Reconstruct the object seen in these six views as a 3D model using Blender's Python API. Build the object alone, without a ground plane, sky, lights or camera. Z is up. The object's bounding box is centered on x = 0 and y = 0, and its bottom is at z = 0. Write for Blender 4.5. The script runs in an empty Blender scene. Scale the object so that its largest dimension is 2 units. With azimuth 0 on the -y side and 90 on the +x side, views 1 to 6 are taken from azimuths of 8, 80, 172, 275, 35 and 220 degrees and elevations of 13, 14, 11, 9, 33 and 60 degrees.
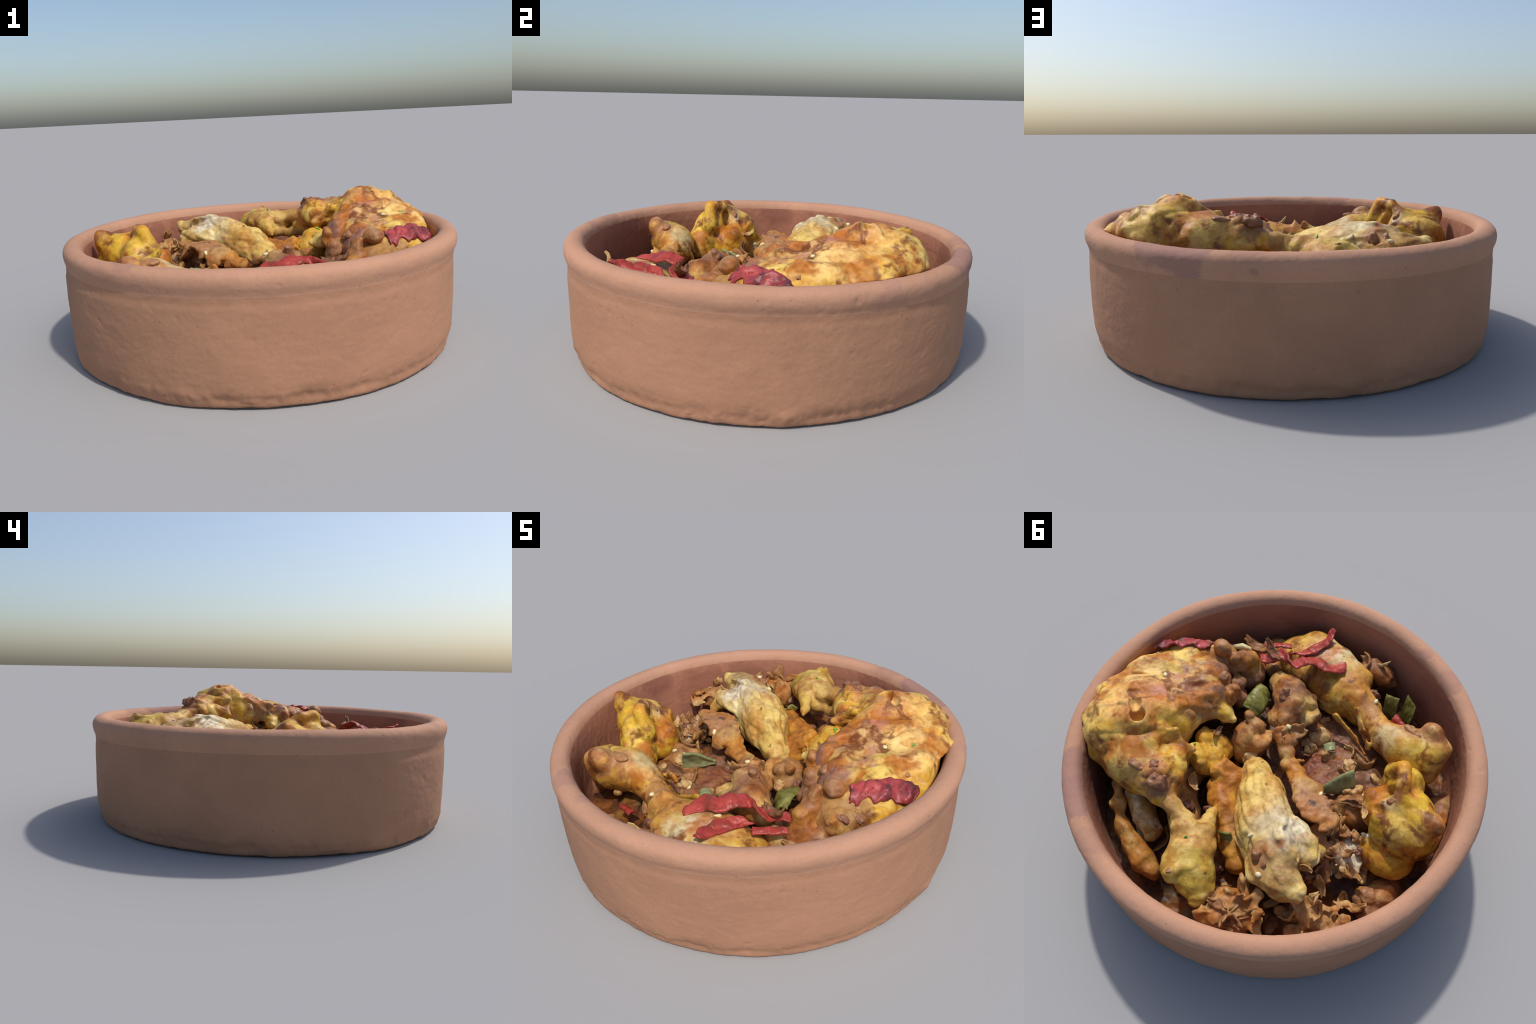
"""Clay bowl of braised chicken with peppers and onions.
Organic pieces are signed-distance blends of tapered limbs, ellipsoids and
ribbons, turned to meshes with surface nets; the bowl is a lathed profile."""
import bpy, bmesh, math, random
import numpy as np
from mathutils import Vector
from mathutils.bvhtree import BVHTree

rng = random.Random(7)
VOX = 0.0065

# ------------------------------------------------------------------ noise
def _hash(ix, iy, iz, seed):
    h = (ix.astype(np.uint32) * np.uint32(374761393) + iy.astype(np.uint32) * np.uint32(668265263)
         + iz.astype(np.uint32) * np.uint32(2147483647) + np.uint32((seed * 1274126177) & 0xffffffff))
    h = (h ^ (h >> np.uint32(13))) * np.uint32(1274126177)
    h = h ^ (h >> np.uint32(16))
    h = h * np.uint32(2246822519)
    return h ^ (h >> np.uint32(15))

def perlin(p, seed=0):
    i = np.floor(p).astype(np.int64)
    f = p - i
    w = f * f * f * (f * (f * 6 - 15) + 10)
    out = np.zeros(len(p))
    for dx in (0, 1):
        for dy in (0, 1):
            for dz in (0, 1):
                h = _hash(i[:, 0] + dx, i[:, 1] + dy, i[:, 2] + dz, seed)
                gx = (h & np.uint32(1023)).astype(float) / 511.5 - 1
                gy = ((h >> np.uint32(10)) & np.uint32(1023)).astype(float) / 511.5 - 1
                gz = ((h >> np.uint32(20)) & np.uint32(1023)).astype(float) / 511.5 - 1
                g = gx * (f[:, 0] - dx) + gy * (f[:, 1] - dy) + gz * (f[:, 2] - dz)
                wx = w[:, 0] if dx else 1 - w[:, 0]
                wy = w[:, 1] if dy else 1 - w[:, 1]
                wz = w[:, 2] if dz else 1 - w[:, 2]
                out += g * wx * wy * wz
    return out

def fbm(p, scale, octaves=3, seed=0, gain=0.5):
    out = np.zeros(len(p)); a = 1.0
    for o in range(octaves):
        out += a * perlin(p * scale * (2 ** o) + 17.3 * o, seed + o)
        a *= gain
    return out

# ------------------------------------------------------------------ signed distances
def rotm(rx, ry, rz):
    rx, ry, rz = map(math.radians, (rx, ry, rz))
    cx, sx, cy, sy, cz, sz = math.cos(rx), math.sin(rx), math.cos(ry), math.sin(ry), math.cos(rz), math.sin(rz)
    X = np.array([[1, 0, 0], [0, cx, -sx], [0, sx, cx]])
    Y = np.array([[cy, 0, sy], [0, 1, 0], [-sy, 0, cy]])
    Z = np.array([[cz, -sz, 0], [sz, cz, 0], [0, 0, 1]])
    return Z @ Y @ X

def smin(a, b, k):
    if k <= 0:
        return np.minimum(a, b)
    h = np.clip(0.5 + 0.5 * (b - a) / k, 0, 1)
    return b + (a - b) * h - k * h * (1 - h)

def ell(c, r, rot=(0, 0, 0)):
    """ellipsoid"""
    c = np.array(c, float)
    r = np.array([r, r, r] if np.isscalar(r) else r, float)
    M = rotm(*rot)
    def d(P):
        q = (P - c) @ M
        k0 = np.linalg.norm(q / r, axis=1)
        k1 = np.linalg.norm(q / (r * r), axis=1) + 1e-9
        return k0 * (k0 - 1) / k1
    rm = r.max()
    d.lo, d.hi = c - rm, c + rm
    return d

def limb(pts, k=0.02):
    """chain of round cones, each point x, y, z, radius"""
    pts = np.array(pts, float)
    def d(P):
        out = None
        for a, b in zip(pts[:-1], pts[1:]):
            ab = b[:3] - a[:3]
            t = np.clip(((P - a[:3]) @ ab) / (ab @ ab + 1e-12), 0, 1)
            q = np.linalg.norm(P - a[:3] - t[:, None] * ab, axis=1) - (a[3] + (b[3] - a[3]) * t)
            out = q if out is None else smin(out, q, k)
        return out
    d.lo = (pts[:, :3] - pts[:, 3:]).min(0); d.hi = (pts[:, :3] + pts[:, 3:]).max(0)
    return d

def ribbon(pts, normal, k=0.012):
    """flattened chain, each point x, y, z, half width, half thickness"""
    pts = np.array(pts, float); nrm = np.array(normal, float)
    def d(P):
        out = None
        for a, b in zip(pts[:-1], pts[1:]):
            ab = b[:3] - a[:3]; L = np.linalg.norm(ab) + 1e-9; tdir = ab / L
            n = nrm - tdir * (nrm @ tdir); n /= np.linalg.norm(n) + 1e-9
            s = np.cross(tdir, n)
            t = np.clip(((P - a[:3]) @ tdir) / L, 0, 1)
            q = P - a[:3] - t[:, None] * ab
            w = a[3] + (b[3] - a[3]) * t; h = a[4] + (b[4] - a[4]) * t
            e = (np.sqrt(((q @ tdir) / h) ** 2 + ((q @ s) / w) ** 2 + ((q @ n) / h) ** 2) - 1) * h
            out = e if out is None else smin(out, e, k)
        return out
    d.lo = (pts[:, :3] - pts[:, 3:4]).min(0); d.hi = (pts[:, :3] + pts[:, 3:4]).max(0)
    return d

def surface_net(f, lo, hi, vox):
    n = np.ceil((hi - lo) / vox).astype(int) + 1
    ax = [lo[i] + vox * np.arange(n[i]) for i in range(3)]
    G = np.stack(np.meshgrid(*ax, indexing='ij'), -1).reshape(-1, 3)
    D = f(G).reshape(n)
    s = D < 0
    acc = np.zeros(tuple(n - 1) + (3,)); cnt = np.zeros(tuple(n - 1))
    corner = lambda A, o: A[o[0]:n[0] - 1 + o[0], o[1]:n[1] - 1 + o[1], o[2]:n[2] - 1 + o[2]]
    for axis in range(3):
        o1, o2 = [i for i in range(3) if i != axis]
        for u in (0, 1):
            for v in (0, 1):
                a = [0, 0, 0]; a[o1] = u; a[o2] = v
                b = list(a); b[axis] = 1
                da, db = corner(D, a), corner(D, b)
                m = (da < 0) != (db < 0)
                t = np.where(m, da / np.where(m, da - db, 1), 0)
                off = np.zeros(da.shape + (3,)); off[..., o1] = u; off[..., o2] = v; off[..., axis] = t
                acc += off * m[..., None]; cnt += m
    act = cnt > 0
    idx = np.full(act.shape, -1); idx[act] = np.arange(act.sum())
    cell = np.argwhere(act)
    V = lo + vox * (cell + acc[act] / cnt[act][:, None])
    Fs = []
    for axis in range(3):
        o1, o2 = (axis + 1) % 3, (axis + 2) % 3
        sl0 = [slice(None)] * 3; sl1 = [slice(None)] * 3
        sl0[axis] = slice(0, n[axis] - 1); sl1[axis] = slice(1, n[axis])
        for o in (o1, o2):
            sl0[o] = sl1[o] = slice(1, n[o] - 1)
        a, b = s[tuple(sl0)], s[tuple(sl1)]
        e = np.argwhere(a != b)
        if not len(e):
            continue
        flip = b[tuple(e.T)]
        e[:, o1] += 1; e[:, o2] += 1
        q = []
        for du, dv in ((0, 0), (-1, 0), (-1, -1), (0, -1)):
            c = e.copy(); c[:, o1] += du; c[:, o2] += dv
            q.append(idx[tuple(c.T)])
        q = np.stack(q, 1)
        q[flip] = q[flip][:, ::-1]
        Fs.append(q)
    return V, np.concatenate(Fs)

# ------------------------------------------------------------------ objects
TREES = []      # (verts, faces) of everything that small bits may lie on

def new_mesh(name, V, F):
    me = bpy.data.meshes.new(name)
    V = np.asarray(V, np.float32); F = np.asarray(F, np.int32)
    me.vertices.add(len(V)); me.vertices.foreach_set('co', V.ravel())
    k = F.shape[1]
    me.loops.add(F.size); me.loops.foreach_set('vertex_index', F.ravel())
    me.polygons.add(len(F)); me.polygons.foreach_set('loop_start', np.arange(0, F.size, k, dtype=np.int32))
    me.update(calc_edges=True); me.validate()
    me.polygons.foreach_set('use_smooth', np.ones(len(me.polygons), bool))
    return me

def add(name, me, mat=None, parent=None, loc=(0, 0, 0)):
    ob = bpy.data.objects.new(name, me)
    bpy.context.scene.collection.objects.link(ob)
    ob.location = loc
    if parent:
        ob.parent = parent
    if mat and me is not None:
        me.materials.clear(); me.materials.append(mat)
    return ob

def label(ob, text, cat):
    ob["label"] = text; ob["category"] = cat

def vert_normals(V, F):
    a, b, c, d = (V[F[:, i]] for i in range(4))
    fn = np.cross(c - a, d - b)
    N = np.zeros_like(V)
    for i in range(4):
        np.add.at(N, F[:, i], fn)
    return N / (np.linalg.norm(N, axis=1)[:, None] + 1e-12)

def split_parts(thing, loc, V, F, N, lab, names, mats):
    for i, nm in enumerate(names):
        sel = F[lab == i]
        if not len(sel):
            continue
        used, inv = np.unique(sel, return_inverse=True)
        me = new_mesh(nm, V[used] - loc, inv.reshape(sel.shape))
        me.normals_split_custom_set_from_vertices([tuple(x) for x in N[used]])
        add(nm, me, mats[i], thing)

def piece(name, parts, mats, text, cat, k=0.04, rough=(0.012, 9), fine=(0.004, 28), wrinkle=None,
          cuts=(), kc=0.012, seed=1, vox=VOX, solid=True):
    """parts: {part name: [prims]} blended into one skin, then split by region.
    mats: callable(loc) -> {part name: material}"""
    names = list(parts)
    prims = [p for v in parts.values() for p in v]
    lo = np.min([p.lo for p in prims], 0) - 0.04; hi = np.max([p.hi for p in prims], 0) + 0.04
    def part_d(P):
        out = []
        for nm in names:
            d = None
            for f in parts[nm]:
                e = f(P); d = e if d is None else smin(d, e, k)
            out.append(d)
        return out
    def field(P):
        d = None
        for e in part_d(P):
            d = e if d is None else smin(d, e, k)
        m = np.abs(d) < 0.07
        Q = P[m]
        n = np.zeros(len(Q))
        if rough: n += rough[0] * fbm(Q, rough[1], 2, seed)
        if fine: n += fine[0] * fbm(Q, fine[1], 2, seed + 11)
        if wrinkle:
            amp, sc, direction = wrinkle
            dr = np.array(direction, float); dr /= np.linalg.norm(dr)
            R = Q - np.outer(Q @ dr, dr) * 0.75
            n += amp * (0.5 - np.abs(fbm(R + 0.02 * np.stack([fbm(Q, 8, 1, seed + s) for s in (3, 4, 5)], 1), sc, 2, seed + 23)) * 2)
        d[m] += n
        for c in cuts:
            d = -smin(-d, c(P), kc)
        inside = np.hypot(P[:, 0], P[:, 1]) - 0.886 - 2.5 * np.clip(P[:, 2] - 0.545, 0, 0.1)   # stay within the bowl
        d = -smin(-d, -inside, 0.01)
        return d
    V, F = surface_net(field, lo, hi, vox)
    N = vert_normals(V, F)
    if solid: TREES.append((V, F))
    cen = V[F].mean(1)
    lab = np.argmin(np.stack(part_d(cen), 1), 1)
    loc = np.array([(V[:, 0].min() + V[:, 0].max()) / 2, (V[:, 1].min() + V[:, 1].max()) / 2, V[:, 2].min()])
    mm = mats(loc)
    if len(names) == 1:
        ob = add(name, new_mesh(name, V - loc, F), mm[names[0]], None, loc)
    else:
        ob = add(name, None, None, None, loc)
        split_parts(ob, loc, V, F, N, lab, names, [mm[n] for n in names])
    label(ob, text, cat)
    return ob, loc

def tree():
    allV, allF, o = [], [], 0
    for V, F in TREES:
        allV.append(V); allF.append(F + o); o += len(V)
    return BVHTree.FromPolygons(np.concatenate(allV).tolist(), np.concatenate(allF).tolist())

def smooth_path(P, n):
    """Catmull-Rom through control points"""
    P = np.array(P, float)
    P = np.vstack([2 * P[0] - P[1], P, 2 * P[-1] - P[-2]])
    m = len(P) - 3
    out = []
    for t in np.linspace(0, m - 1e-6, n):
        i = int(t); u = t - i
        a, b, c, d = P[i:i + 4]
        out.append(0.5 * (2 * b + (c - a) * u + (2 * a - 5 * b + 4 * c - d) * u * u + (3 * b - a - 3 * c + d) * u ** 3))
    return np.array(out)

def sheet(left, right, thick, belly=0.0, ragged=0.004, wave=0.006, n=60, m=14, seed=0, up=(0, 0, 1), drape=None, fold=(0.0, 1), inset=0.0):
    """thin curved slab lofted between two edge paths; belly arches it"""
    A, B = smooth_path(left, n), smooth_path(right, n)
    A, B = A + (B - A) * inset, B + (A - B) * inset
    rs = np.random.RandomState(seed)
    pts = np.zeros((n, m, 3))
    upv = np.array(up, float)
    for j in range(m):
        v = j / (m - 1)
        zig = np.abs((np.linspace(0, fold[1], n) + 0.35 * v) % 1 * 2 - 1) - 0.5
        pts[:, j] = A * (1 - v) + B * v + upv * belly * 4 * v * (1 - v) + np.outer(zig, upv) * fold[0]
    flat = pts.reshape(-1, 3)
    flat = flat + np.stack([fbm(flat, 22, 2, seed + s) for s in (1, 2, 3)], 1) * wave
    flat = flat + np.stack([fbm(flat, 60, 1, seed + s) for s in (4, 5, 6)], 1) * ragged
    if drape is not None:      # lift the slab off whatever lies under it
        for q in flat:
            hit = drape.ray_cast(Vector((q[0], q[1], 1.2)), Vector((0, 0, -1)))
            if hit[0] is not None and 0 < hit[0].z + thick * 0.55 - q[2] < 0.05:
                q[2] = hit[0].z + thick * 0.55
    pts = flat.reshape(n, m, 3)
    gu = np.gradient(pts, axis=0); gv = np.gradient(pts, axis=1)
    nr = np.cross(gu, gv); nr /= np.linalg.norm(nr, axis=2)[..., None] + 1e-9
    if (nr.reshape(-1, 3) @ upv).mean() < 0:
        nr = -nr
    t = np.full((n, m), thick / 2)
    t[0] *= .4; t[-1] *= .4; t[:, 0] *= .4; t[:, -1] *= .4
    T = (pts + nr * t[..., None]).reshape(-1, 3); Bm = (pts - nr * t[..., None]).reshape(-1, 3)
    V = np.vstack([T, Bm]); o = n * m
    F = []
    for i in range(n - 1):
        for j in range(m - 1):
            a, b, c, d = i * m + j, (i + 1) * m + j, (i + 1) * m + j + 1, i * m + j + 1
            F.append((a, b, c, d)); F.append((d + o, c + o, b + o, a + o))
    ring = [(i, 0) for i in range(n)] + [(n - 1, j) for j in range(1, m)] + [(i, m - 1) for i in range(n - 2, -1, -1)] + [(0, j) for j in range(m - 2, 0, -1)]
    ring = [i * m + j for i, j in ring]
    for a, b in zip(ring, ring[1:] + ring[:1]):
        F.append((b, a, a + o, b + o))
    V = np.array(V); F = np.array(F)
    me = bmesh.new()
    vs = [me.verts.new(v) for v in V]
    for f in F:
        me.faces.new([vs[i] for i in f])
    bmesh.ops.recalc_face_normals(me, faces=me.faces)
    V = np.array([v.co[:] for v in me.verts]); me.verts.index_update()
    F = np.array([[v.index for v in f.verts] for f in me.faces])
    me.free()
    return V, F

def sheet_object(name, mat_fn, text, cat, *a, solid=True, parent=None, ploc=None, **k):
    V, F = sheet(*a, **k)
    if solid: TREES.append((V, F))
    loc = np.array([V[:, 0].mean(), V[:, 1].mean(), V[:, 2].min()])
    if parent is not None:
        return add(name, new_mesh(name, V - ploc, F), mat_fn(ploc), parent)
    ob = add(name, new_mesh(name, V - loc, F), mat_fn(loc), None, loc)
    label(ob, text, cat)
    return ob

# ------------------------------------------------------------------ materials
class NT:
    def __init__(s, name):
        s.mat = bpy.data.materials.new(name); s.mat.use_nodes = True
        s.t = s.mat.node_tree; s.t.nodes.clear()
        s.out = s.n('ShaderNodeOutputMaterial'); s.b = s.n('ShaderNodeBsdfPrincipled')
        s.l(s.b.outputs[0], s.out.inputs[0])
        s.co = s.n('ShaderNodeTexCoord').outputs['Object']
    def n(s, typ, **kw):
        nd = s.t.nodes.new(typ)
        for k, v in kw.items(): setattr(nd, k, v)
        return nd
    def l(s, a, b): s.t.links.new(a, b)
    def noise(s, scale, detail=3, dist=0.0, off=(0, 0, 0), rough=0.55, stretch=None):
        mp = s.n('ShaderNodeMapping'); mp.inputs['Location'].default_value = off
        if stretch: mp.inputs['Scale'].default_value = stretch
        s.l(s.co, mp.inputs['Vector'])
        nd = s.n('ShaderNodeTexNoise'); nd.inputs['Scale'].default_value = scale
        nd.inputs['Detail'].default_value = detail; nd.inputs['Distortion'].default_value = dist
        nd.inputs['Roughness'].default_value = rough
        s.l(mp.outputs[0], nd.inputs['Vector'])
        return nd.outputs['Fac']
    def ramp(s, fac, stops, interp='LINEAR'):
        r = s.n('ShaderNodeValToRGB'); r.color_ramp.interpolation = interp
        e = r.color_ramp.elements
        while len(e) < len(stops): e.new(0.5)
        for x, (p, c) in zip(e, stops):
            x.position = p; x.color = (*c, 1) if len(c) == 3 else c
        s.l(fac, r.inputs[0]); return r.outputs[0]
    def mix(s, fac, a, b, mode='MIX'):
        m = s.n('ShaderNodeMix', data_type='RGBA', blend_type=mode)
        for i, v in ((0, fac), (6, a), (7, b)):
            if isinstance(v, (int, float)): m.inputs[i].default_value = v
            elif isinstance(v, tuple): m.inputs[i].default_value = (*v, 1)
            else: s.l(v, m.inputs[i])
        return m.outputs[2]
    def math(s, op, a, b=0.0, clamp=False):
        m = s.n('ShaderNodeMath', operation=op, use_clamp=clamp)
        for i, v in enumerate((a, b)):
            if isinstance(v, (int, float)): m.inputs[i].default_value = v
            else: s.l(v, m.inputs[i])
        return m.outputs[0]
    def smooth(s, v, lo, hi):
        m = s.n('ShaderNodeMapRange', interpolation_type='SMOOTHSTEP')
        s.l(v, m.inputs['Value']); m.inputs['From Min'].default_value = lo; m.inputs['From Max'].default_value = hi
        return m.outputs[0]
    def patch(s, col, centre, radius, colour, warp, soft=0.35, amount=1.0, squash=(1, 1, 1)):
        mp = s.n('ShaderNodeMapping')
        sc = [q / radius for q in squash]
        mp.inputs['Scale'].default_value = sc
        mp.inputs['Location'].default_value = [-c * q for c, q in zip(centre, sc)]
        s.l(s.co, mp.inputs['Vector'])
        ln = s.n('ShaderNodeVectorMath', operation='LENGTH'); s.l(mp.outputs[0], ln.inputs[0])
        d = s.math('ADD', ln.outputs['Value'], s.math('MULTIPLY', s.math('SUBTRACT', warp, 0.5), 2.2))
        m = s.math('MULTIPLY', s.math('SUBTRACT', 1.0, s.smooth(d, 1 - soft, 1 + soft)), amount)
        return s.mix(m, col, colour)
    def finish(s, col, rough=0.6, spec=0.25, bump=None):
        s.l(col, s.b.inputs['Base Color']) if not isinstance(col, tuple) else None
        s.b.inputs['Roughness'].default_value = rough
        s.b.inputs['Specular IOR Level'].default_value = spec
        if bump:
            b = s.n('ShaderNodeBump'); b.inputs['Strength'].default_value = bump[1]; b.inputs['Distance'].default_value = bump[2]
            s.l(bump[0], b.inputs['Height']); s.l(b.outputs[0], s.b.inputs['Normal'])
        return s.mat

CREAM = (0.73, 0.51, 0.15); YELLOW = (0.65, 0.35, 0.028); OCHRE = (0.42, 0.18, 0.035); TAN = (0.55, 0.27, 0.07)
BROWN = (0.17, 0.05, 0.014); ORANGE = (0.40, 0.13, 0.016); SAUCE = (0.165, 0.07, 0.05); DARK = (0.07, 0.035, 0.02)
LIGHT = (0.78, 0.56, 0.18); PALE = (0.70, 0.62, 0.44); UMBER = (0.30, 0.145, 0.06); PINK = (0.44, 0.20, 0.12)

def chicken(name, loc, patches=(), ramp=None, blotch=0.5, seed=0, scale=5.0, light=0.42):
    s = NT(name)
    o = (seed * 3.1, seed * 1.7, seed * 0.9)
    ramp = ramp or ((0.33, OCHRE), (0.43, TAN), (0.52, YELLOW), (0.61, (0.66, 0.43, 0.09)), (0.73, CREAM))
    col = s.ramp(s.noise(scale, 4, 0.6, o, 0.6), ramp)
    w = s.noise(13, 3, 0.5, (o[0] + 9, o[1], o[2]))
    for p in patches:
        c = tuple(a - b for a, b in zip(p[0], loc))
        col = s.patch(col, c, p[1], p[2], w, *(p[3:] if len(p) > 3 else ()))
    bl2 = s.noise(6, 3, 0.4, (o[2] + 4, o[0], o[1]), 0.62)
    col = s.mix(s.math('MULTIPLY', s.smooth(bl2, 0.46, 0.62), blotch * 1.25, True), col, ORANGE)
    lt = s.noise(7, 3, 0.4, (o[2] + 14, o[0] + 3, o[1]), 0.6)
    col = s.mix(s.math('MULTIPLY', s.smooth(lt, 0.53, 0.66), light), col, LIGHT)  # pale blotches paint cream highlights into the skin colour
    bl = s.noise(9.5, 3.5, 0.4, (o[1], o[2], o[0]), 0.62)
    col = s.mix(s.math('MULTIPLY', s.smooth(bl, 0.52, 0.66), blotch * 1.2, True), col, BROWN)
    g = s.noise(28, 5, 0.5, o, 0.6)
    col = s.mix(1.0, col, s.ramp(g, ((0.32, (0.76, 0.64, 0.50)), (0.5, (1, 1, 1)), (0.68, (1.15, 1.15, 1.12)))), 'MULTIPLY')
    sp = s.noise(26, 2, 0.2, (o[1] + 7, o[0], o[2]))
    col = s.mix(s.math('MULTIPLY', s.smooth(sp, 0.70, 0.76), 0.7), col, (0.10, 0.04, 0.015))
    return s.finish(col, 0.48, 0.24, (s.noise(26, 4, 0.8, o, 0.55), 0.30, 0.012))

def plain(name, stops, scale=9, seed=0, rough=0.5, bump=0.3, rand=0.0, spec=0.3):
    s = NT(name)
    o = (seed * 2.3, seed * 1.1, seed * 0.7)
    f = s.noise(scale, 4, 0.8, o, 0.6)
    if rand:
        oi = s.n('ShaderNodeObjectInfo').outputs['Random']
        f = s.math('ADD', f, s.math('MULTIPLY', s.math('SUBTRACT', oi, 0.5), rand))
    col = s.ramp(f, stops)
    g = s.noise(70, 3, 0.2, o)
    col = s.mix(0.3, col, s.mix(g, (0.25, 0.25, 0.25), (1.0, 1.0, 1.0)), 'SOFT_LIGHT')
    return s.finish(col, rough, spec, (s.noise(50, 3, 0.3, o), bump, 0.008))

def clay(name, tone, patches, streak):
    s = NT(name)
    col = s.ramp(s.noise(3.0, 4, 0.6), [(p, tuple(c * q for c in tone)) for p, q in ((0.3, 0.92), (0.5, 1.0), (0.7, 1.08))])
    st = s.noise(5, 5, 0.3, (3, 1, 5), 0.6, stretch=(1, 1, 5))
    col = s.mix(s.math('MULTIPLY', s.smooth(st, 0.5, 0.75), 0.35), col, streak)
    w = s.noise(7, 4, 0.6, (2, 2, 2))
    MAUVE = (0.31, 0.165, 0.135)
    for p in patches:
        col = s.patch(col, p[0], p[1], p[3] if len(p) > 3 else MAUVE, w, 0.4 if len(p) > 3 else 0.15, p[2] * (0.8 if len(p) > 3 else 1))
    v = s.n('ShaderNodeTexVoronoi', feature='F1'); v.inputs['Scale'].default_value = 26
    s.l(s.co, v.inputs['Vector'])
    pit = s.math('MULTIPLY', s.math('SUBTRACT', 1.0, s.smooth(v.outputs['Distance'], 0.05, 0.16)), s.smooth(s.noise(9, 2, 0, (8, 8, 1)), 0.55, 0.62))
    col = s.mix(s.math('MULTIPLY', pit, 0.7), col, (0.22, 0.11, 0.08))
    g = s.noise(90, 4, 0.2)
    col = s.mix(0.25, col, s.mix(g, (0.3, 0.3, 0.3), (0.85, 0.85, 0.85)), 'SOFT_LIGHT')
    h = s.math('SUBTRACT', s.noise(38, 4, 0.5), s.math('MULTIPLY', pit, 0.8))
    return s.finish(col, 0.8, 0.2, (h, 0.18, 0.01))

RIM_PATCH = [((0.50, 0.80, 0.56), 0.12, 0.8), ((0.62, 0.68, 0.57), 0.10, 0.7), ((0.3, 0.9, 0.56), 0.07, 0.3),
             ((-0.44, -0.82, 0.57), 0.06, 0.45), ((-0.25, -0.90, 0.55), 0.04, 0.35), ((0.9, 0.3, 0.5), 0.07, 0.3), ((-0.7, 0.62, 0.52), 0.04, 0.5), ((0.28, 0.98, 0.5), 0.03, 0.7)]
INNER_DARK = (0.19, 0.07, 0.05)  # deepened so the inner wall patches hold the shade beside the food
IN_PATCH = [((-0.86, 0.2, 0.50), 0.11, 0.7, INNER_DARK), ((-0.5, -0.72, 0.35), 0.22, 0.6, INNER_DARK), ((-0.6, 0.68, 0.42), 0.12, 0.5, INNER_DARK), ((0.2, 0.88, 0.4), 0.15, 0.5, INNER_DARK), ((0.45, -0.78, 0.45), 0.13, 0.6, INNER_DARK), ((-0.75, 0.5, 0.35), 0.16, 0.5, INNER_DARK)]

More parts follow.
